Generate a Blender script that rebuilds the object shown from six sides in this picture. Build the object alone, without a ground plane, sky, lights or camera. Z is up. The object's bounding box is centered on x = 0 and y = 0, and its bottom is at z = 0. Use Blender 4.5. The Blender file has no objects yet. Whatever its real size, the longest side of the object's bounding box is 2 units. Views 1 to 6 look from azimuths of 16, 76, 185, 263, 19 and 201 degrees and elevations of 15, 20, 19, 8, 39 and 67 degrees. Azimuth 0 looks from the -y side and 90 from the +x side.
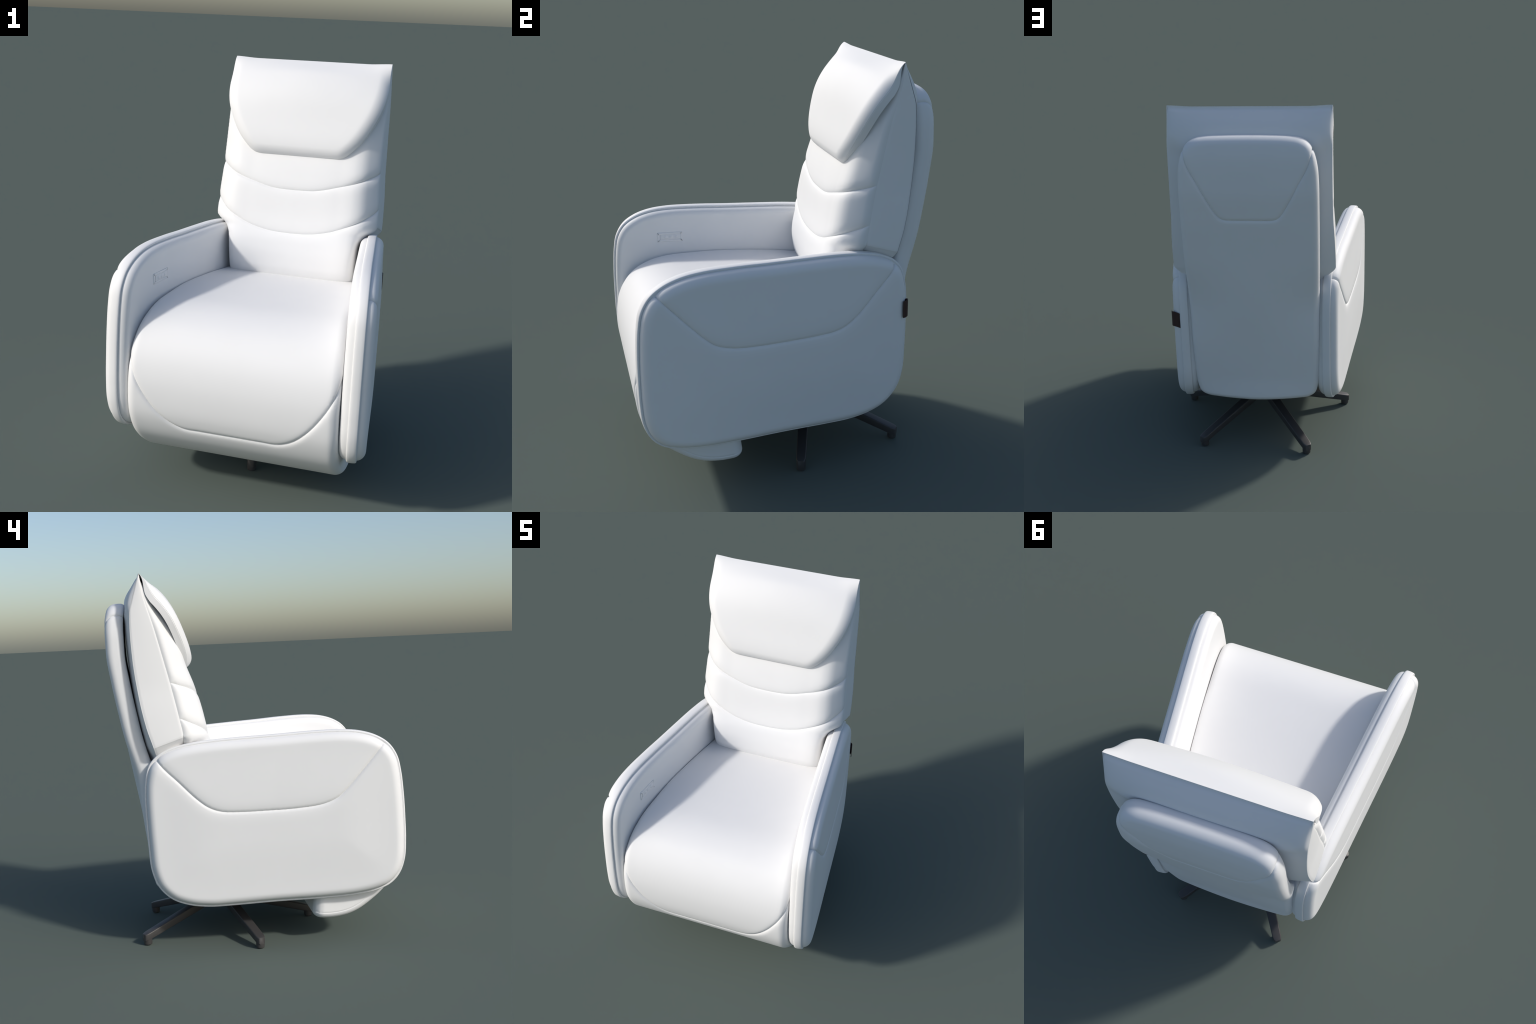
"""Swivel recliner armchair in white leather, built part by part.

Upholstered panels are "pillow sheets": a flat panel outline is triangulated with
extra rows of vertices along its rounded border and along its sewn seams, then laid
onto a guide surface (a flared arm plane, the seat profile, the back profile) and
rounded over at the border.
"""
import bpy, bmesh, math
import numpy as np
from mathutils.geometry import delaunay_2d_cdt
from mathutils import Vector
from mathutils.kdtree import KDTree

# ------------------------------------------------------------------ curves
def catmull(pts, step=0.006, closed=False):
    """Dense Catmull-Rom (centripetal) polyline through control points."""
    P = np.array(pts, float)
    n = len(P)
    if closed:
        Q = np.vstack([P[-1], P, P[0], P[1]])
        segs = n
    else:
        Q = np.vstack([2 * P[0] - P[1], P, 2 * P[-1] - P[-2]])
        segs = n - 1
    out = []
    for i in range(segs):
        p0, p1, p2, p3 = Q[i:i + 4]
        d = lambda a, b: max(np.linalg.norm(b - a) ** 0.5, 1e-6)
        t1 = d(p0, p1); t2 = t1 + d(p1, p2); t3 = t2 + d(p2, p3)
        m = max(2, int(np.linalg.norm(p2 - p1) / step * 1.5))
        t = np.linspace(t1, t2, m, endpoint=False)[:, None]
        A1 = (t1 - t) / t1 * p0 + t / t1 * p1
        A2 = (t2 - t) / (t2 - t1) * p1 + (t - t1) / (t2 - t1) * p2
        A3 = (t3 - t) / (t3 - t2) * p2 + (t - t2) / (t3 - t2) * p3
        B1 = (t2 - t) / t2 * A1 + t / t2 * A2
        B2 = (t3 - t) / (t3 - t1) * A2 + (t - t1) / (t3 - t1) * A3
        out.append((t2 - t) / (t2 - t1) * B1 + (t - t1) / (t2 - t1) * B2)
    out = np.vstack(out)
    if not closed:
        out = np.vstack([out, P[-1]])
    return resample(out, step, closed)


def resample(P, step, closed=False):
    P = np.asarray(P, float)
    if closed:
        P = np.vstack([P, P[0]])
    t = np.r_[0, np.cumsum(np.linalg.norm(np.diff(P, axis=0), axis=1))]
    n = max(2, int(round(t[-1] / step)))
    tt = np.linspace(0, t[-1], n + 1)
    R = np.stack([np.interp(tt, t, P[:, k]) for k in range(P.shape[1])], 1)
    return R[:-1] if closed else R


def pchip(x, y):
    """Monotone cubic interpolant, extended straight at both ends."""
    o = np.argsort(x)
    x = np.array(x, float)[o]; y = np.array(y, float)[o]
    h = np.diff(x); d = np.diff(y) / h
    m = np.zeros(len(x)); m[0] = d[0]; m[-1] = d[-1]
    for i in range(1, len(x) - 1):
        if d[i - 1] * d[i] > 0:
            w1 = 2 * h[i] + h[i - 1]; w2 = h[i] + 2 * h[i - 1]
            m[i] = (w1 + w2) / (w1 / d[i - 1] + w2 / d[i])

    def f(v):
        v = np.asarray(v, float)
        i = np.clip(np.searchsorted(x, v) - 1, 0, len(h) - 1)
        t = (v - x[i]) / h[i]
        tc = np.clip(t, 0, 1)
        r = ((1 + 2 * tc) * (1 - tc) ** 2 * y[i] + tc * (1 - tc) ** 2 * h[i] * m[i]
             + tc * tc * (3 - 2 * tc) * y[i + 1] + tc * tc * (tc - 1) * h[i] * m[i + 1])
        r = r + np.where(t < 0, t * h[i] * m[0], 0) + np.where(t > 1, (t - 1) * h[i] * m[-1], 0)
        return r
    return f


def smooth(a, b, v):
    t = np.clip((np.asarray(v, float) - a) / (b - a), 0, 1)
    return t * t * (3 - 2 * t)


def outline_normals(C):
    """Outward unit normals of a closed, counter-clockwise outline."""
    t = np.roll(C, -1, 0) - np.roll(C, 1, 0)
    t /= np.linalg.norm(t, axis=1)[:, None] + 1e-12
    return np.stack([t[:, 1], -t[:, 0]], 1)


def ccw(C):
    x, y = C[:, 0], C[:, 1]
    return C if np.sum(x * np.roll(y, -1) - np.roll(x, -1) * y) > 0 else C[::-1]


def offset(C, d):
    """Grow (d > 0) or shrink (d < 0) a smooth closed outline."""
    return C + outline_normals(C) * d


def nearest(P, poly, closed):
    """Distance from points to a dense polyline, and the nearest points."""
    P = np.asarray(P, float)
    n = len(poly)
    kd = KDTree(n)
    for i, p in enumerate(poly):
        kd.insert((p[0], p[1], 0.0), i)
    kd.balance()
    k = np.fromiter((kd.find((p[0], p[1], 0.0))[1] for p in P), int, len(P))
    best = np.full(len(P), np.inf)
    near = np.empty_like(P)
    for a, b in ((k - 1, k), (k, k + 1)):
        if closed:
            a, b = a % n, b % n
        else:
            a, b = np.clip(a, 0, n - 1), np.clip(b, 0, n - 1)
        A = poly[a]
        D = poly[b] - A
        t = np.clip(((P - A) * D).sum(1) / ((D * D).sum(1) + 1e-18), 0, 1)
        c = A + t[:, None] * D
        d = np.linalg.norm(P - c, axis=1)
        m = d < best
        best[m] = d[m]
        near[m] = c[m]
    return best, near


def inside(P, poly):
    P = np.asarray(P, float)
    res = np.zeros(len(P), bool)
    x, y = P[:, 0], P[:, 1]
    j = len(poly) - 1
    for i in range(len(poly)):
        xi, yi = poly[i]; xj, yj = poly[j]
        if yi != yj:
            res ^= ((yi > y) != (yj > y)) & (x < (xj - xi) * (y - yi) / (yj - yi) + xi)
        j = i
    return res

# ------------------------------------------------------------------ scene helpers
def link(obj, parent=None):
    bpy.context.scene.collection.objects.link(obj)
    if parent:
        obj.parent = parent
    return obj


def make_mesh(name, V, F, mat, parent, smooth_shade=True, sharp=None):
    me = bpy.data.meshes.new(name)
    me.from_pydata([tuple(v) for v in V], [], [tuple(f) for f in F])
    me.materials.append(mat)
    if smooth_shade:
        me.polygons.foreach_set("use_smooth", [True] * len(me.polygons))
    if sharp:
        me.set_sharp_from_angle(angle=math.radians(sharp))
    me.update()
    return link(bpy.data.objects.new(name, me), parent)


def empty(name, parent=None):
    return link(bpy.data.objects.new(name, None), parent)


def grid_faces(nr, nc, flip=False, wrap=False):
    F = []
    for i in range(nr - 1):
        for j in range(nc if wrap else nc - 1):
            k = (j + 1) % nc
            f = (i * nc + j, i * nc + k, (i + 1) * nc + k, (i + 1) * nc + j)
            F.append(f[::-1] if flip else f)
    return F

# ------------------------------------------------------------------ pillow sheets
def triangulate(boundary, seams, rings, spacing):
    """Vertices and triangles of a flat panel: boundary, seams (with rows beside them),
    border rings and an even fill."""
    pts, cell = [], {}
    H = 0.004

    def add(p, gap):
        kx, ky = int(p[0] // H), int(p[1] // H)
        R = int(gap / H) + 1
        for a in range(kx - R, kx + R + 1):
            for b in range(ky - R, ky + R + 1):
                for q in cell.get((a, b), ()):
                    if (q[0] - p[0]) ** 2 + (q[1] - p[1]) ** 2 < gap * gap:
                        return
        cell.setdefault((kx, ky), []).append(p)
        pts.append(p)

    edges = []
    b0 = len(pts)
    for p in boundary:
        pts.append(tuple(p)); cell.setdefault((int(p[0] // H), int(p[1] // H)), []).append(tuple(p))
    n = len(boundary)
    edges += [(b0 + i, b0 + (i + 1) % n) for i in range(n)]
    for s in seams:
        s = resample(s, 0.005)
        k0 = len(pts)
        for p in s:
            pts.append(tuple(p)); cell.setdefault((int(p[0] // H), int(p[1] // H)), []).append(tuple(p))
        edges += [(k0 + i, k0 + i + 1) for i in range(len(s) - 1)]
    cand = []
    for s in seams:
        s = resample(s, 0.006)
        t = np.gradient(s, axis=0); t /= np.linalg.norm(t, axis=1)[:, None]
        nn = np.stack([-t[:, 1], t[:, 0]], 1)
        for d in (0.0015, 0.003, 0.005, 0.008, 0.012, 0.017, 0.024, 0.032):
            for sg in (1, -1):
                cand.append((s + nn * d * sg, min(0.0045, d * 0.8 + 0.0004)))
    for r in rings:
        cand.append((r[1], 0.0015) if isinstance(r, tuple) else (r, 0.0035))
    lo, hi = boundary.min(0), boundary.max(0)
    gx, gy = np.meshgrid(np.arange(lo[0], hi[0], spacing), np.arange(lo[1], hi[1], spacing * 0.866))
    gx = gx + (np.arange(gx.shape[0]) % 2)[:, None] * spacing / 2
    cand.append((np.stack([gx.ravel(), gy.ravel()], 1), spacing * 0.6))
    for c, gap in cand:
        c = c[inside(c, boundary)]
        dd, _ = nearest(c, boundary, True)
        if len(seams) and gap > 0.003:
            sd = np.min([nearest(c, s, False)[0] for s in seams], 0)
            c = c[(dd > 0.0012) & (sd > 0.001)]
        else:
            c = c[dd > 0.0012]
        for p in c:
            add((float(p[0]), float(p[1])), gap)
    res = delaunay_2d_cdt([Vector(p) for p in pts], edges, [], 0, 1e-6)
    V = np.array([tuple(v) for v in res[0]])
    T = np.array([f for f in res[2] if len(f) == 3])
    cen = V[T].mean(1)
    T = T[inside(cen, boundary)]
    return V, T


def pillow(core, r_side, r_depth, wall, seams=(), clip=None, spacing=0.02, ring_step=0.009,
           groove=0.007, groove_width=0.022, piping=0.0, full=False, turn=90.0):
    """Flat pattern -> (position on the guide surface, drop below it, flat coords, triangles)."""
    core = ccw(core)
    arc = 0.5 * math.pi * 0.5 * (r_side + r_depth)
    total = arc + wall
    bnd = resample(offset(core, total), ring_step, True)
    if clip is not None:
        bnd = clip(bnd)
    rings = []
    for e in list(np.linspace(0, arc, 11)) + [arc + q for q in np.arange(0.009, wall, 0.011)]:
        rings.append(resample(offset(core, e), ring_step, True))
    if piping:
        rings = [('fine', resample(offset(core, arc + q), 0.004, True)) for q in (-0.0022, 0.0, 0.0022)] + rings
    for e in (-0.012, -0.026):
        rings.append(resample(offset(core, e), ring_step, True))
    seams = [np.asarray(s) for s in seams]
    V, T = triangulate(bnd, seams, rings, spacing)
    d, c = nearest(V, core, True)
    out = ~inside(V, core)
    e = np.where(out, d, 0)
    nrm = (V - c) / np.maximum(d, 1e-9)[:, None]
    th = np.clip(e / arc, 0, 1) * math.pi / 2
    tm = math.radians(turn)                      # the cover meets the side wall at this angle
    th = th * tm / (math.pi / 2)
    P = np.where(out[:, None], c + nrm * (r_side * np.sin(th) / math.sin(tm))[:, None], V)
    drop = r_depth * (1 - np.cos(th)) / (1 - math.cos(tm)) + np.maximum(e - arc, 0)
    if len(seams):
        sd = np.min([nearest(V, s, False)[0] for s in seams], 0)
        g = np.clip(1 - sd / groove_width, 0, 1)
        g = groove * (0.45 * g ** 2 + 0.55 * np.clip(1 - sd / 0.006, 0, 1) ** 1.5)
        # on the rounded border the groove cuts inward as well as down
        side = np.sin(th)
        P = P - np.where(out[:, None], nrm * (g * side)[:, None], 0)
        drop = drop + g * np.cos(th)
    if piping:                                   # fine sewn line where the border turns into the side
        k = piping * np.clip(1 - np.abs(e - arc) / 0.0022, 0, 1)
        P = P - np.where(out[:, None], nrm * k[:, None], 0)
    if full:
        return P, drop, V, T, e, nrm, arc
    return P, drop, V, T


def split(name_of, V3, T, V2, mat, parent, region=None, flip=False, sharp=None):
    """Make one object per region label; region(cent2d) -> integer labels."""
    lab = np.zeros(len(T), int) if region is None else region(V2[T].mean(1))
    objs = []
    for k in sorted(set(lab.tolist())):
        t = T[lab == k]
        used, inv = np.unique(t, return_inverse=True)
        f = inv.reshape(-1, 3)
        if flip:
            f = f[:, ::-1]
        objs.append(make_mesh(name_of[k], V3[used], f.tolist(), mat, parent, True, sharp))
    return objs

# ------------------------------------------------------------------ materials
def principled(name):
    m = bpy.data.materials.new(name)
    m.use_nodes = True
    nt = m.node_tree
    return m, nt, nt.nodes["Principled BSDF"]


def leather(name, col, rough, var=0.02, bump=0.02, scale=240):
    m, nt, b = principled(name)
    tc = nt.nodes.new("ShaderNodeTexCoord")
    n1 = nt.nodes.new("ShaderNodeTexNoise"); n1.inputs["Scale"].default_value = 6
    n1.inputs["Detail"].default_value = 3
    ramp = nt.nodes.new("ShaderNodeValToRGB")
    ramp.color_ramp.elements[0].position = 0.3
    ramp.color_ramp.elements[1].position = 0.7
    ramp.color_ramp.elements[0].color = (*[c * (1 - var) for c in col], 1)
    ramp.color_ramp.elements[1].color = (*[min(1, c * (1 + var)) for c in col], 1)
    nt.links.new(tc.outputs["Object"], n1.inputs["Vector"])
    nt.links.new(n1.outputs["Fac"], ramp.inputs["Fac"])
    nt.links.new(ramp.outputs["Color"], b.inputs["Base Color"])
    b.inputs["Roughness"].default_value = rough
    vo = nt.nodes.new("ShaderNodeTexVoronoi"); vo.inputs["Scale"].default_value = scale
    bp = nt.nodes.new("ShaderNodeBump"); bp.inputs["Strength"].default_value = bump
    bp.inputs["Distance"].default_value = 0.001
    nt.links.new(tc.outputs["Object"], vo.inputs["Vector"])
    nt.links.new(vo.outputs["Distance"], bp.inputs["Height"])
    nt.links.new(bp.outputs["Normal"], b.inputs["Normal"])
    return m


WHITE = leather("white_leather", (0.80, 0.80, 0.80), 0.6, 0.006, 0.03)
BROWN = leather("brown_leather", (0.040, 0.017, 0.015), 0.55, 0.08, 0.1, 500)
METAL, _nt, _b = principled("dark_metal")
_b.inputs["Base Color"].default_value = (0.050, 0.048, 0.048, 1)
_b.inputs["Metallic"].default_value = 0.0
_b.inputs["Roughness"].default_value = 0.45
_tc = _nt.nodes.new("ShaderNodeTexCoord")
_n = _nt.nodes.new("ShaderNodeTexNoise"); _n.inputs["Scale"].default_value = 60
_mr = _nt.nodes.new("ShaderNodeMapRange")
_mr.inputs["To Min"].default_value = 0.40; _mr.inputs["To Max"].default_value = 0.5
_nt.links.new(_tc.outputs["Object"], _n.inputs["Vector"])
_nt.links.new(_n.outputs["Fac"], _mr.inputs["Value"])
_nt.links.new(_mr.outputs["Result"], _b.inputs["Roughness"])
FRAME = leather("black_frame_cloth", (0.012, 0.012, 0.013), 0.8, 0.05, 0.05)

root = empty("recliner_armchair")
root["label"] = "white leather swivel recliner armchair with dark star base"
root["category"] = "armchair"

# ------------------------------------------------------------------ armrests
ARM_A, ARM_B = 0.4934, -0.1240            # plane of the band's outer edge: |x| = A + B*y
ARM_H = math.hypot(1, ARM_B)
ARM_N = (1 / ARM_H, -ARM_B / ARM_H)       # outward normal (x, y) on the +x side
ARM_T = (ARM_B / ARM_H, 1 / ARM_H)        # along the arm, towards the back
BAND = 0.050

ARM_OUTLINE = [(0.600, 0.930), (0.578, 1.006), (0.540, 1.052), (0.480, 1.086), (0.40, 1.109),
               (0.25, 1.127), (0.08, 1.136), (-0.10, 1.143), (-0.27, 1.151), (-0.43, 1.152),
               (-0.53, 1.140), (-0.61, 1.113), (-0.672, 1.070), (-0.712, 1.007), (-0.730, 0.928),
               (-0.742, 0.80), (-0.747, 0.67), (-0.748, 0.56), (-0.740, 0.455), (-0.712, 0.376),
               (-0.662, 0.321), (-0.59, 0.290), (-0.48, 0.268), (-0.32, 0.257), (-0.06, 0.250),
               (0.18, 0.239), (0.30, 0.237), (0.41, 0.252), (0.497, 0.288), (0.562, 0.356),
               (0.594, 0.446), (0.604, 0.58), (0.608, 0.72), (0.608, 0.85)]
ARM_SEAM = [(-0.72, 1.175), (-0.648, 1.084), (-0.572, 0.993), (-0.475, 0.882), (-0.427, 0.832),
            (-0.388, 0.801), (-0.316, 0.774), (-0.20, 0.759), (0.0, 0.752), (0.10, 0.751),
            (0.207, 0.757), (0.272, 0.780), (0.335, 0.828), (0.43, 0.925), (0.49, 0.985),
            (0.537, 1.040), (0.62, 1.13)]


def arm_point(s, z, w, sgn):
    x = ARM_A + ARM_T[0] * s + ARM_N[0] * w
    y = ARM_T[1] * s + ARM_N[1] * w
    return np.stack([sgn * x, y, z], 1)


def trim(poly, bnd):
    """Keep the part of an open seam that lies inside the boundary, ending on it."""
    p = resample(poly, 0.001)
    k = np.where(inside(p, bnd))[0]
    return p[k[0] + 1:k[-1]]


def build_arm(sgn):
    arm = empty("armrest", root)
    o = ccw(catmull([(y * ARM_H, z) for y, z in ARM_OUTLINE], 0.006, True))
    o = resample(offset(o, 0.003), 0.006, True)
    flip = sgn < 0
    # middle band: rounded strip swept round the outline
    sec = [(0.045, -0.002), (0.016, -0.004), (0.012, -0.0055), (0.008, -0.0015), (0.005, -0.0005), (0.002, -0.002),
           (0.0, -0.006), (-0.001, -0.018), (-0.0012, -0.025), (-0.001, -0.032), (0.0, -0.040),
           (0.002, -0.044), (0.005, -0.0465), (0.008, -0.0455), (0.012, -0.0415), (0.016, -0.043), (0.045, -0.045)]
    n = outline_normals(o)
    V = []
    for d, w in sec:
        q = o - n * d
        V.append(arm_point(q[:, 0], q[:, 1], np.full(len(q), w), sgn))
    make_mesh("armrest_band", np.vstack(V), grid_faces(len(sec), len(o), flip, True), WHITE, arm)

    # outer panels, parted by the sewn seam
    r1, r2 = 0.047, 0.044
    top = 0.0385
    core = resample(offset(o, -(0.012 + r1)), 0.006, True)
    seam = catmull([(y * ARM_H, z) for y, z in ARM_SEAM], 0.005)
    arc = 0.25 * math.pi * (r1 + r2)
    bnd = offset(ccw(core), arc + 0.012)
    s = trim(seam, bnd)
    P, drop, V2, T = pillow(core, r1, r2, 0.012, [s], groove=0.012, groove_width=0.050)
    dd, _ = nearest(P, o, True)
    w = top + 0.010 * smooth(0.03, 0.36, dd) - drop
    upper = np.vstack([seam, [(0.9, 1.5), (-0.9, 1.5)]])
    split(["armrest_panel", "armrest_pad"],
          arm_point(P[:, 0], P[:, 1], w, sgn), T, V2, WHITE, arm,
          lambda c: inside(c, upper).astype(int), not flip)

    # inner panel
    r1, r2 = 0.036, 0.038
    core = resample(offset(o, -(0.012 + r1)), 0.006, True)
    P, drop, V2, T = pillow(core, r1, r2, 0.012, spacing=0.025)
    dd, _ = nearest(P, o, True)
    w = -0.0825 - 0.003 * smooth(0.05, 0.25, dd) + drop
    split(["armrest_lining"], arm_point(P[:, 0], P[:, 1], w, sgn), T, V2, WHITE, arm, None, flip)
    return arm


arm_right = build_arm(1)
arm_left = build_arm(-1)


def rounded_rect(hw, hh, r, n=8):
    out = []
    for cx, cy, a0 in ((hw - r, hh - r, 0), (-hw + r, hh - r, 90), (-hw + r, -hh + r, 180), (hw - r, -hh + r, 270)):
        for k in range(n + 1):
            a = math.radians(a0 + 90 * k / n)
            out.append((cx + r * math.cos(a), cy + r * math.sin(a)))
    return np.array(out)


def raised_plate(name, c, outline, w0, height, edge, parent, sgn, hollow=None):
    """Low plate or ring standing on the arm's inner face."""
    rows, prof = [], [(0, 0.004), (0, -height + edge), (edge * 0.4, -height + edge * 0.3), (edge, -height)]
    o = ccw(outline)
    if hollow:
        prof = prof + [(hollow, -height), (hollow + edge * 0.6, -height + edge * 0.5), (hollow + edge, 0.004)]
    for d, w in prof:
        q = offset(o, -d) + np.array(c)
        rows.append(arm_point(q[:, 0], q[:, 1], np.full(len(q), w0 + w), sgn))
    V = np.vstack(rows); n = len(o)
    F = grid_faces(len(prof), n, sgn > 0, True)
    if not hollow:
        cap = [(len(prof) - 1) * n + k for k in range(n)]
        F.append(tuple(cap) if sgn < 0 else tuple(cap[::-1]))
    return make_mesh(name, V, F, WHITE, parent, True, 40)


ctrl = empty("control_panel", root)
cc = (-0.421 * ARM_H, 0.996)
raised_plate("control_panel_frame", cc, rounded_rect(0.069, 0.0265, 0.004), -0.0853, 0.0020, 0.0012, ctrl, -1, 0.011)
raised_plate("control_panel_plate", (cc[0] + 0.003, cc[1]), rounded_rect(0.0555, 0.0145, 0.003), -0.0853, 0.0022, 0.001, ctrl, -1)
for k in (-0.022, 0.008, 0.038):
    raised_plate("control_button", (cc[0] + k, cc[1]), rounded_rect(0.0105, 0.0105, 0.0104), -0.0853, 0.0032, 0.0012, ctrl, -1)

# pull tag sewn into the rear of the right arm
tag_path = catmull([(0.414, 0.588), (0.424, 0.6005), (0.442, 0.6035), (0.458, 0.600), (0.467, 0.589), (0.4695, 0.572)], 0.003)
V = []
tn = np.gradient(tag_path, axis=0); tn /= np.linalg.norm(tn, axis=1)[:, None]
u = np.linspace(0, 1, len(tag_path))
for side in (-0.0012, 0.0012):
    q = tag_path + np.stack([-tn[:, 1], tn[:, 0]], 1) * side
    for zz in (0.0, 1.0):
        V.append(np.stack([q[:, 0], q[:, 1], 0.744 + 0.088 * zz + 0.022 * np.sin(np.clip(u / 0.62, 0, 1.4) * math.pi / 2)], 1))
m = len(tag_path)
F = []
for k in range(m - 1):
    for a, b in ((0, 1), (1, 3), (3, 2), (2, 0)):
        F.append((a * m + k, a * m + k + 1, b * m + k + 1, b * m + k))
F += [(0, m, 3 * m, 2 * m), (m - 1, 3 * m - 1, 4 * m - 1, 2 * m - 1)]
tag = make_mesh("pull_tag", np.vstack(V), F, BROWN, arm_right, True, 40)

# ------------------------------------------------------------------ seat and footrest
SEAT = [(0.52, 0.848), (0.40, 0.857), (0.27, 0.871), (0.085, 0.891), (-0.137, 0.906), (-0.35, 0.909),
        (-0.48, 0.901), (-0.567, 0.877), (-0.644, 0.834), (-0.702, 0.768), (-0.737, 0.698), (-0.757, 0.610),
        (-0.760, 0.52), (-0.750, 0.435), (-0.726, 0.368), (-0.691, 0.308), (-0.639, 0.252), (-0.573, 0.199),
        (-0.508, 0.158), (-0.443, 0.134), (-0.37, 0.124), (-0.30, 0.126), (-0.20, 0.136)]
seat_line = catmull(SEAT, 0.004)
seat_s = np.r_[0, np.cumsum(np.linalg.norm(np.diff(seat_line, axis=0), axis=1))]
st = np.gradient(seat_line, axis=0); st /= np.linalg.norm(st, axis=1)[:, None]
seat_n = np.stack([st[:, 1], -st[:, 0]], 1)          # outward (up / forward / down)
for _ in range(12):
    seat_n[1:-1] = (seat_n[:-2] + seat_n[1:-1] * 2 + seat_n[2:]) / 4
if seat_n[0, 1] < 0:
    seat_n = -seat_n


def seat_at(z_lo, front=True):
    """Arc length at which the front of the seat profile reaches height z."""
    k = np.where(seat_line[:, 0] < -0.5)[0]
    return np.interp(-z_lo, -seat_line[k, 1], seat_s[k])


H0 = 0.50


def seat_half(y):
    return ARM_A + ARM_B * y - 0.0885


def seat_point(P, drop):
    y = np.interp(P[:, 1], seat_s, seat_line[:, 0]); z = np.interp(P[:, 1], seat_s, seat_line[:, 1])
    ny = np.interp(P[:, 1], seat_s, seat_n[:, 0]); nz = np.interp(P[:, 1], seat_s, seat_n[:, 1])
    wide = smooth(0.62, 0.40, z)                     # the footrest does not taper with the arms
    half = seat_half(np.clip(y, -0.72, 0.6)) * (1 - wide) + 0.496 * wide
    x = P[:, 0] * half / H0
    u = np.clip(np.abs(P[:, 0]) / H0, 0, 1)
    # squeezed flat between the arms at the back, fuller rounding towards the knees
    k = 0.30 + 0.70 * smooth(0.70, 1.0, P[:, 1]) + 0.3 * np.exp(-((P[:, 1] - 1.15) / 0.18) ** 2)
    d = np.minimum(drop, r2) * k + np.maximum(drop - r2, 0)
    return np.stack([x, y - ny * d, z - nz * d], 1)


r1, r2 = 0.045, 0.036
s_end = seat_s[np.where((seat_line[:, 0] > -0.300) & (seat_s > 1.2))[0][0]]
c0 = rounded_rect(H0 - r1, (s_end + 0.3) / 2, 0.012)
core = resample(c0 + np.array([0, s_end - (s_end + 0.3) / 2]), 0.006, True)


def clip_seat(b):
    """Cut the pattern off square at the back of the seat."""
    w = np.abs(b[:, 0]).max()
    keep = b[b[:, 1] > 0.012]
    a = np.arctan2(keep[:, 0], keep[:, 1] - 0.4)
    keep = keep[np.argsort(a)]          # from -x round the front to +x
    back = np.stack([np.linspace(w, -w, 60), np.zeros(60)], 1)
    return ccw(np.vstack([keep, back]))


zs = [(0.0, 0.368), (0.14, 0.368), (0.222, 0.3695), (0.287, 0.397), (0.361, 0.464), (0.431, 0.560),
      (0.476, 0.645), (0.515, 0.735)]
half_seam = [(x * H0 / seat_half(-0.72) * 1.0, float(seat_at(z))) for x, z in zs]
seam = catmull([(-a, b) for a, b in half_seam[:0:-1]] + half_seam, 0.005)
arc = 0.25 * math.pi * (r1 + r2)
s = trim(seam, offset(ccw(core), arc + 0.095))
P, drop, V2, T = pillow(core, r1, r2, 0.095, [s], clip_seat, 0.02, groove=0.009, groove_width=0.03, piping=0.002)
low = np.vstack([seam, [(seam[-1, 0] + 0.3, seam[-1, 1] - 0.25), (0.9, 4), (-0.9, 4), (seam[0, 0] - 0.3, seam[0, 1] - 0.25)]])
seat = empty("seat", root)
split(["seat_cushion", "footrest_cover"], seat_point(P, drop), T, V2, WHITE, seat,
      lambda c: inside(c, low).astype(int), True)

# ------------------------------------------------------------------ backrest
X_FRONT = pchip([0.70, 0.86, 1.04, 1.07, 1.10, 1.125, 1.145, 1.158, 1.25, 1.435, 1.70, 2.0],
                [0.338, 0.341, 0.347, 0.358, 0.385, 0.408, 0.434, 0.4445, 0.442, 0.432, 0.430, 0.430])
X_BACK = pchip([0.70, 0.95, 1.00, 1.03, 1.055, 1.08, 1.095, 1.106, 1.25, 1.435, 1.70, 2.0],
               [0.352, 0.356, 0.362, 0.378, 0.402, 0.430, 0.442, 0.447, 0.443, 0.433, 0.430, 0.430])
Y_CENTRE = pchip([0.70, 0.80, 0.857, 0.89, 0.93, 1.00, 1.06, 1.12, 1.20, 1.27, 1.34, 1.42, 1.52, 1.60, 1.68, 1.76, 1.85, 1.93, 1.985],
                 [0.306, 0.280, 0.260, 0.241, 0.227, 0.220, 0.226, 0.240, 0.257, 0.271, 0.288, 0.313, 0.350, 0.374, 0.402, 0.439, 0.492, 0.541, 0.567])
Y_FEDGE = pchip([0.70, 0.95, 1.06, 1.152, 1.246, 1.44, 1.563, 1.731, 1.88, 1.985],
                [0.42, 0.40, 0.39, 0.388, 0.403, 0.442, 0.470, 0.510, 0.551, 0.5705])
Y_BEDGE = pchip([0.70, 0.90, 1.00, 1.10, 1.215, 1.368, 1.57, 1.70, 1.80, 1.86, 1.93, 1.985],
                [0.47, 0.50, 0.52, 0.546, 0.579, 0.607, 0.628, 0.6325, 0.630, 0.615, 0.593, 0.5735])
Y_BACK = pchip([0.70, 0.85, 1.03, 1.143, 1.316, 1.571, 1.70, 1.78, 1.84, 1.885, 1.93, 1.958, 1.985],
               [0.48, 0.53, 0.573, 0.596, 0.628, 0.654, 0.6595, 0.6585, 0.648, 0.633, 0.611, 0.594, 0.5755])
V_TOP, V_LOW = 1.985, 0.74
RIDGE_Y, RIDGE_Z = 0.573, 1.9935
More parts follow.
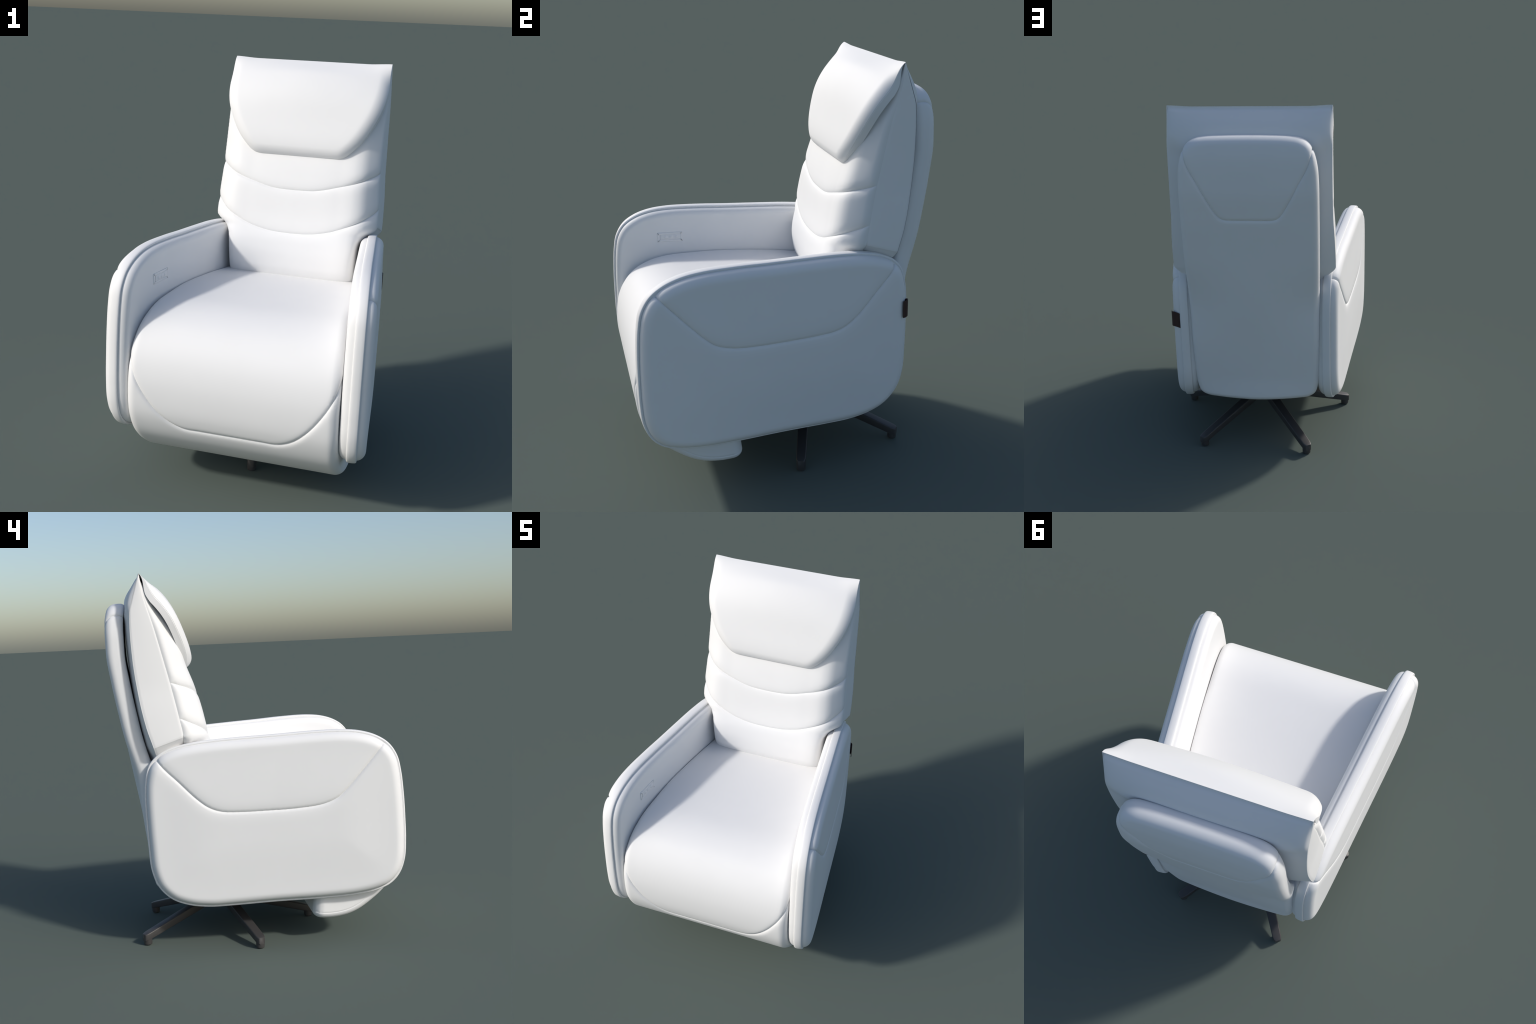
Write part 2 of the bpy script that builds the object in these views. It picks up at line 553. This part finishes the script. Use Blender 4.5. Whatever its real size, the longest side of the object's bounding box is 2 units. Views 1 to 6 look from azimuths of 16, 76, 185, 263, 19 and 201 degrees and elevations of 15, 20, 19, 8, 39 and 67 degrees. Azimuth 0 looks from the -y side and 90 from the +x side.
# cross-section of the front: flat middle, rounded shoulder, slanting flank
U_TOP = pchip([0, 0.17, 0.34, 0.50, 0.61, 0.69, 0.76, 0.83, 0.91, 1.0],
              [0, 0.20, 0.40, 0.585, 0.70, 0.775, 0.83, 0.88, 0.94, 1.0])
F_TOP = pchip([0, 0.17, 0.34, 0.50, 0.61, 0.69, 0.76, 0.83, 0.91, 1.0],
              [0, 0.004, 0.014, 0.045, 0.11, 0.205, 0.325, 0.49, 0.72, 1.0])
U_LOW = pchip([0, 0.17, 0.34, 0.50, 0.61, 0.69, 0.76, 0.83, 0.91, 1.0],
              [0, 0.25, 0.50, 0.74, 0.88, 0.955, 0.985, 0.995, 1.0, 1.0])
F_LOW = pchip([0, 0.17, 0.34, 0.50, 0.61, 0.69, 0.76, 0.83, 0.91, 1.0],
              [0, 0.0, 0.005, 0.02, 0.07, 0.17, 0.34, 0.55, 0.78, 1.0])
LQ = 0.52                                   # flat half width of the front pattern


def back_front(Q):
    q = np.abs(Q[:, 0]) / LQ
    v = Q[:, 1]
    k = smooth(1.04, 1.16, v)
    u = U_TOP(q) * k + U_LOW(q) * (1 - k)
    f = F_TOP(q) * k + F_LOW(q) * (1 - k)
    yc, ye = Y_CENTRE(v), Y_FEDGE(v)
    return np.stack([np.sign(Q[:, 0]) * X_FRONT(v) * u, yc + (ye - yc) * f, v], 1)


backrest = empty("backrest", root)


def mirror(h):
    return [(-a, b) for a, b in h[:0:-1]] + h


def q_of_x(x, v):
    qs = np.linspace(0, 1, 400)
    return float(np.interp(x, U_TOP(qs) * float(X_FRONT(v)), qs) * LQ)


g1 = [(0.0, 1.334), (0.12, 1.3395), (0.243, 1.369), (0.30, 1.384), (0.355, 1.402), (0.40, 1.420), (0.431, 1.4365)]
g2 = [(0.0, 1.109), (0.11, 1.115), (0.20, 1.133), (0.282, 1.160), (0.33, 1.180), (0.38, 1.205), (0.415, 1.228), (0.442, 1.250)]
lines = []
for g in (g1, g2):
    h = [(q_of_x(x, z), z) for x, z in g]
    h[-1] = (LQ + 0.004, h[-1][1] + 0.003)
    lines.append(catmull(mirror(h), 0.005))
bnd = []
for a, b, n in (((-LQ, V_LOW), (LQ, V_LOW), 70), ((LQ, V_LOW), (LQ, V_TOP), 200),
                ((LQ, V_TOP), (-LQ, V_TOP), 70), ((-LQ, V_TOP), (-LQ, V_LOW), 200)):
    bnd.append(np.linspace(a, b, n, endpoint=False))
bnd = np.vstack(bnd)
rings = [np.stack([np.full(200, sg * (LQ - d)), np.linspace(V_LOW, V_TOP, 200)], 1)
         for sg in (1, -1) for d in (0.004, 0.009, 0.015)]
V2, T = triangulate(bnd, [trim(l, bnd) for l in lines], rings, 0.012)
B = back_front(V2)
ea, eb = V2.copy(), V2.copy()
h = 0.002
dq = back_front(V2 + [h, 0]) - back_front(V2 - [h, 0])
dv = back_front(V2 + [0, h]) - back_front(V2 - [0, h])
N = np.cross(dq, dv); N /= np.linalg.norm(N, axis=1)[:, None] + 1e-12
N[N[:, 1] > 0] *= -1
sd = np.min([nearest(V2, l, False)[0] for l in lines], 0)
# padding swells between the seams
above = V2[:, 1] - np.interp(V2[:, 0], lines[0][:, 0], lines[0][:, 1])
below = V2[:, 1] - np.interp(V2[:, 0], lines[1][:, 0], lines[1][:, 1])
flank = np.clip(np.abs(V2[:, 0]) / LQ, 0, 1)
edge = LQ - np.abs(V2[:, 0])
swell = 0.007 + 0.011 * smooth(0.45, 0.75, flank) * smooth(1.05, 1.17, V2[:, 1])
swell = swell * (1 - 0.5 * smooth(1.70, 1.85, V2[:, 1]) - 0.5 * smooth(1.90, 1.965, V2[:, 1]))
swell = swell * (1 - np.clip(1 - edge / 0.035, 0, 1) ** 2)
g = np.clip(1 - sd / 0.045, 0, 1)
gr = (swell * (1 - 0.35 * smooth(0.6, 0.9, flank)) + 0.002 * smooth(0, 0.03, edge)) * (0.62 * g ** 2 + 0.38 * np.clip(1 - sd / 0.007, 0, 1) ** 1.5) - swell
gr = gr + 0.003 * np.clip(1 - edge / 0.010, 0, 1) ** 2 * smooth(1.15, 1.18, V2[:, 1])
B = B - N * gr[:, None]
B[:, 2] += 0.005 * smooth(1.90, V_TOP, V2[:, 1])          # up into the ridge


def cushion_label(c):
    a = c[:, 1] > np.interp(c[:, 0], lines[0][:, 0], lines[0][:, 1])
    b = c[:, 1] > np.interp(c[:, 0], lines[1][:, 0], lines[1][:, 1])
    return a.astype(int) + b.astype(int)


split(["lumbar_cushion", "back_cushion", "back_cushion"], B, T, V2, WHITE, backrest, cushion_label, False)


def tilt(v):
    return np.interp(v, [0.0, 1.152, 1.985], [0.05, 0.05, 0.0])


def side_patch(sgn, v0, v1, n, name, puff):
    vs = np.linspace(v0, v1, n); cols = 21
    V = []
    for v in vs:
        zb = v - tilt(v)
        a = np.array([X_FRONT(v), Y_FEDGE(v), v], float)
        b = np.array([X_BACK(zb), Y_BEDGE(zb), zb], float)
        wdt = np.linalg.norm(b - a)
        for t in np.linspace(0, 1, cols):
            p = a + (b - a) * t
            e = min(t, 1 - t) * wdt
            p[0] += -0.003 * max(0, 1 - e / 0.007) ** 2 + puff * 0.002 * math.sin(math.pi * t)
            p[0] *= sgn
            p[2] += 0.0135 * float(smooth(1.90, V_TOP, v))
            V.append(p)
    return make_mesh(name, V, grid_faces(n, cols, sgn < 0), WHITE, backrest)


for sgn in (1, -1):
    side_patch(sgn, 1.152, V_TOP, 120, "backrest_gusset", 1)
    side_patch(sgn, V_LOW + 0.02, 1.152, 60, "backrest_facing", 0)

# rear face of the backrest, rounded over at its sides and running up into the ridge
cols = 81
V = []
vrows = list(np.linspace(V_LOW - 0.03, 1.93, 170)) + list(np.linspace(1.933, RIDGE_Z, 24))
for v in vrows:
    yb, ye, X = float(Y_BACK(v)), float(Y_BEDGE(v)), float(X_BACK(v))
    for t in np.linspace(-1, 1, cols):
        u = math.sin(t * math.pi / 2) * 0.35 + t * 0.65
        d = (1 - abs(u)) * X
        wide = 0.055 + 0.115 * (1 - float(smooth(1.74, 1.86, v)))
        k = max(0.0, 1 - d / wide)
        tt = float(smooth(1.74, 1.86, v))
        f = (1 - math.sqrt(max(0.0, 1 - k * k))) * tt + k ** 1.3 * (1 - tt)
        y = yb + (ye - yb) * f
        y += 0.022 * (1 - u * u) ** 1.0 * float(smooth(1.80, 1.89, v) * (1 - smooth(1.90, RIDGE_Z, v)))
        k = float(smooth(1.965, RIDGE_Z, v))
        y = y * (1 - k) + RIDGE_Y * k
        rise = 0.006 * float(smooth(0.30, 0.43, abs(X * u)) * smooth(1.90, RIDGE_Z, v))
        V.append((X * u, y, v + rise))
make_mesh("backrest_cover", V, grid_faces(len(vrows), cols, True), WHITE, backrest)

# ------------------------------------------------------------------ headrest pillow
PAD = [(RIDGE_Y, RIDGE_Z), (0.552, 1.980), (0.513, 1.945), (0.448, 1.878), (0.394, 1.80), (0.346, 1.694),
       (0.318, 1.606), (0.311, 1.565), (0.310, 1.53), (0.313, 1.47), (0.32, 1.40)]
pad_line = catmull(PAD, 0.004)
pad_s = np.r_[0, np.cumsum(np.linalg.norm(np.diff(pad_line, axis=0), axis=1))]
pt = np.gradient(pad_line, axis=0); pt /= np.linalg.norm(pt, axis=1)[:, None]
pad_n = np.stack([pt[:, 1], -pt[:, 0]], 1)            # forward / up
for _ in range(30):
    pad_n[1:-1] = (pad_n[:-2] + pad_n[1:-1] * 2 + pad_n[2:]) / 4
if pad_n[len(pad_n) // 2, 0] > 0:
    pad_n = -pad_n


def s_of_z(z):
    return float(np.interp(-z, -pad_line[:, 1], pad_s))


edge_pts = [(0.430, 2.0), (0.432, 1.946), (0.434, 1.897), (0.430, 1.850), (0.421, 1.802), (0.408, 1.757),
            (0.389, 1.713), (0.367, 1.669), (0.342, 1.626), (0.314, 1.586), (0.283, 1.548), (0.262, 1.526)]
right = [(x, s_of_z(min(z, 1.9935))) for x, z in edge_pts]
right[0] = (0.430, 0.0)
sb = s_of_z(1.506)
corner = [(0.246, sb - 0.008), (0.228, sb - 0.001), (0.205, sb), (0.1, sb)]
half = right + corner
pad_outline = np.array([(0.430, -0.25), (0.430, -0.12)] + half + [(-a, b) for a, b in half[::-1]]
                       + [(-0.430, -0.12), (-0.430, -0.25)])
pad_outline = ccw(resample(np.vstack([catmull(pad_outline, 0.004)]), 0.005, True))
r1, r2, wall = 0.058, 0.030, 0.034
core = offset(pad_outline, -r1)
# rebuild a clean core: shrink step by step and keep it convex
core = pad_outline.copy()
for _ in range(12):
    core = offset(core, -r1 / 12)
    core = resample(core, 0.005, True)
    for __ in range(1):
        core = (np.roll(core, 1, 0) + 2 * core + np.roll(core, -1, 0)) / 4
arc = 0.25 * math.pi * (r1 + r2)


def clip_pad(b):
    keep = b[b[:, 1] > 0.006]
    a = np.arctan2(keep[:, 0], keep[:, 1] - 0.2)
    keep = keep[np.argsort(a)]
    top = np.stack([np.linspace(keep[-1, 0], keep[0, 0], 90), np.zeros(90)], 1)
    return ccw(np.vstack([keep, top]))


P, drop, V2, T = pillow(core, r1, r2, wall, clip=clip_pad, spacing=0.014, ring_step=0.007, piping=0.0022, turn=52)
y = np.interp(P[:, 1], pad_s, pad_line[:, 0]); z = np.interp(P[:, 1], pad_s, pad_line[:, 1])
ny = np.interp(P[:, 1], pad_s, pad_n[:, 0]); nz = np.interp(P[:, 1], pad_s, pad_n[:, 1])
d = np.minimum(drop, r2) * smooth(-0.001, 0.15, P[:, 1]) + np.maximum(drop - r2, 0) * smooth(-0.001, 0.10, P[:, 1])
d = d - 0.024 * (1 - (np.abs(P[:, 0]) / 0.43) ** 2) * smooth(0.0, 0.12, P[:, 1]) * (1 - smooth(0.12, 0.42, P[:, 1]))
d = d + 0.006 * (np.abs(P[:, 0]) / 0.43) ** 2 * smooth(0.0, 0.16, P[:, 1])      # gentle wrap round the head
rise = 0.006 * smooth(0.30, 0.43, np.abs(P[:, 0])) * (1 - smooth(0, 0.08, P[:, 1]))   # pulled-up ears
pillow3 = np.stack([P[:, 0], y - ny * d, z - nz * d + rise], 1)
# back of the pillow, closing it towards the backrest
rim = resample(offset(ccw(core), r1 - 0.001), 0.010, True)
rim = clip_pad(rim)
Vb, Tb = triangulate(rim, [], [], 0.016)
yb = np.interp(Vb[:, 1], pad_s, pad_line[:, 0]); zb = np.interp(Vb[:, 1], pad_s, pad_line[:, 1])
nyb = np.interp(Vb[:, 1], pad_s, pad_n[:, 0]); nzb = np.interp(Vb[:, 1], pad_s, pad_n[:, 1])
db = r2 * smooth(-0.001, 0.15, Vb[:, 1]) + (wall - 0.003) * smooth(-0.001, 0.10, Vb[:, 1])
db = db + 0.006 * (np.abs(Vb[:, 0]) / 0.43) ** 2 * smooth(0.0, 0.16, Vb[:, 1])
split(["headrest_lining"], np.stack([Vb[:, 0], yb - nyb * db, zb - nzb * db], 1), Tb, Vb, WHITE, backrest)
split(["headrest_pillow"], pillow3, T, V2, WHITE, backrest, None, True, 24)

# ------------------------------------------------------------------ back shell
Y_SHELL = pchip([0.20, 0.30, 0.39, 0.55, 0.68, 0.88, 1.04, 1.25, 1.44, 1.60, 1.70, 1.76, 1.81, 1.90],
                [0.552, 0.568, 0.581, 0.604, 0.624, 0.659, 0.684, 0.715, 0.745, 0.7635, 0.764, 0.7615, 0.753, 0.730])
shell_half = [(0.0, 0.288), (0.12, 0.293), (0.23, 0.303), (0.295, 0.314), (0.330, 0.338), (0.347, 0.39), (0.354, 0.47),
              (0.358, 0.62), (0.360, 0.9), (0.364, 1.2), (0.3645, 1.5), (0.363, 1.63), (0.356, 1.715),
              (0.338, 1.785), (0.312, 1.829), (0.272, 1.852), (0.215, 1.861), (0.11, 1.865), (0.0, 1.866)]
shell_outline = np.array(shell_half + [(-a, b) for a, b in shell_half[-2:0:-1]])
so = ccw(catmull(shell_outline, 0.006, True))
r1, r2 = 0.036, 0.040
core = so.copy()
for _ in range(6):
    core = resample(offset(core, -r1 / 6), 0.006, True)
arc = 0.25 * math.pi * (r1 + r2)
seam = catmull(mirror([(0.0, 1.4275), (0.10, 1.4275), (0.128, 1.430), (0.148, 1.438), (0.168, 1.458), (0.213, 1.534),
                       (0.258, 1.622), (0.300, 1.700), (0.332, 1.777), (0.352, 1.803), (0.40, 1.825), (0.46, 1.845)]), 0.004)
wall = 0.20
s = trim(seam, offset(ccw(core), arc + wall))
P, drop, V2, T, e, nrm, arc = pillow(core, r1, r2, wall, [s], groove=0.008, groove_width=0.022, full=True)
# above the arms the shell is a thin pad with a rounded inner edge; below it runs forward between the arms
r3 = 0.032
high = smooth(0.985, 1.02, P[:, 1])
straight = 0.096 - r2 - r3
f = np.clip((e - arc - straight) / r3, 0, None)
ph = np.clip(f, 0, math.pi / 2)
inset = r3 * (1 - np.cos(ph)) + r3 * np.maximum(f - math.pi / 2, 0)
depth = np.where(e > arc + straight, r2 + straight + r3 * np.sin(ph), drop)
depth = depth * high + drop * (1 - high)
P = P - nrm * (inset * high)[:, None]
side = 0.032 * (np.abs(P[:, 0]) / 0.36) ** 1.7 * np.exp(-((P[:, 1] - 0.92) / 0.18) ** 2)
sag = 0.014 * (1 - (np.abs(P[:, 0]) / 0.36) ** 2) * (1 - smooth(0.29, 0.45, P[:, 1]))
y = Y_SHELL(P[:, 1]) - depth - side + sag
shell = empty("back_shell", root)
upper = np.vstack([seam, [(0.9, 2.4), (-0.9, 2.4)]])
split(["back_shell_cover", "back_shell_yoke"], np.stack([P[:, 0], y, P[:, 1]], 1), T, V2, WHITE, shell,
      lambda c: inside(c, upper).astype(int), True)
# inner face of the shell (faces the backrest)
rim = resample(offset(so, -0.0005), 0.012, True)
zz = np.linspace(0.30, 1.835, 120)
xs = []
for q in zz:
    k = np.abs(rim[:, 1] - q) < 0.012
    xs.append(np.abs(rim[k, 0]).max())
V = []
for q, xm in zip(zz, xs):
    lim = 0.095 + 0.10 * (1 - float(smooth(0.985, 1.02, q)))
    for t in np.linspace(-1, 1, 31):
        V.append(((xm - 0.03) * t, float(Y_SHELL(q)) - lim, q))
make_mesh("back_shell_lining", V, grid_faces(120, 31), WHITE, shell)

# ------------------------------------------------------------------ swivel base
base = empty("swivel_base", root)
CX, CY = 0.003, 0.200


def section(w, hgt, r=0.008, n=4):
    return rounded_rect(w / 2, hgt / 2, r, n)


R_TIP = 0.5345
rs = [0.03, 0.15, 0.30, 0.42, 0.485, 0.512, 0.524, 0.531, R_TIP]
rows = []
for r in rs:
    hgt = 0.040 + (R_TIP - r) * 0.02
    wdt = 0.049 + (R_TIP - r) * 0.015
    mid = 0.062 + (R_TIP - r) * 0.288 - hgt / 2
    if r > 0.505:                                  # rounded nose
        k = (r - 0.505) / (R_TIP - 0.505)
        shr = 1 - math.sqrt(max(0, 1 - k * k * 0.86))
        wdt *= 1 - 0.62 * shr
        hgt *= 1 - 0.10 * shr
    rows.append([(r, a, mid + b) for a, b in section(wdt, hgt, 0.006)])
ns = len(rows[0])
V = [p for row in rows for p in row]
F = grid_faces(len(rs), ns, False, True)
F += [tuple(range(ns))[::-1], tuple(range((len(rs) - 1) * ns, len(rs) * ns))]
leg0 = make_mesh("base_leg", V, F, METAL, base, True, 50)


def lathe(name, prof, mat, parent, n=32):
    V = [(r * math.cos(2 * math.pi * k / n), r * math.sin(2 * math.pi * k / n), z) for r, z in prof for k in range(n)]
    F = grid_faces(len(prof), n, False, True)
    F += [tuple(range(n))[::-1], tuple(range((len(prof) - 1) * n, len(prof) * n))]
    return make_mesh(name, V, F, mat, parent, True, 40)


foot0 = lathe("base_foot", [(0.018, 0.0), (0.022, 0.003), (0.0235, 0.010), (0.0235, 0.036)], METAL, base, 24)
# feet of the star, slightly turned against the chair
feet = [(-0.001, -0.310), (0.474, 0.036), (0.318, 0.586), (-0.283, 0.641), (-0.495, 0.042)]
for k, (fx, fy) in enumerate(feet):
    a = math.atan2(fy - CY, fx - CX)
    lg = leg0 if k == 0 else link(leg0.copy(), base)
    lg.location = (CX, CY, 0)
    lg.rotation_euler = (0, 0, a)
    lg.scale = (math.hypot(fx - CX, fy - CY) / 0.511, 1, 1)
    ft = foot0 if k == 0 else link(foot0.copy(), base)
    ft.location = (fx, fy, 0)
hub = lathe("base_hub", [(0.060, 0.150), (0.064, 0.154), (0.064, 0.215), (0.058, 0.222), (0.032, 0.225), (0.032, 0.36)], METAL, base)
hub.location = (CX, CY, 0)

# hidden carcass that fills the chair between the arms
V = []
for z, x, y0, y1 in ((0.285, 0.29, -0.10, 0.44), (0.30, 0.31, -0.12, 0.46), (0.74, 0.31, -0.40, 0.44), (0.755, 0.30, -0.39, 0.43)):
    V += [(-x, y0, z), (x, y0, z), (x, y1, z), (-x, y1, z)]
F = [(0, 3, 2, 1), (12, 13, 14, 15)]
for i in range(3):
    for j in range(4):
        k = (j + 1) % 4
        F.append((i * 4 + j, i * 4 + k, i * 4 + 4 + k, i * 4 + 4 + j))
make_mesh("seat_frame", V, F, FRAME, seat, False)
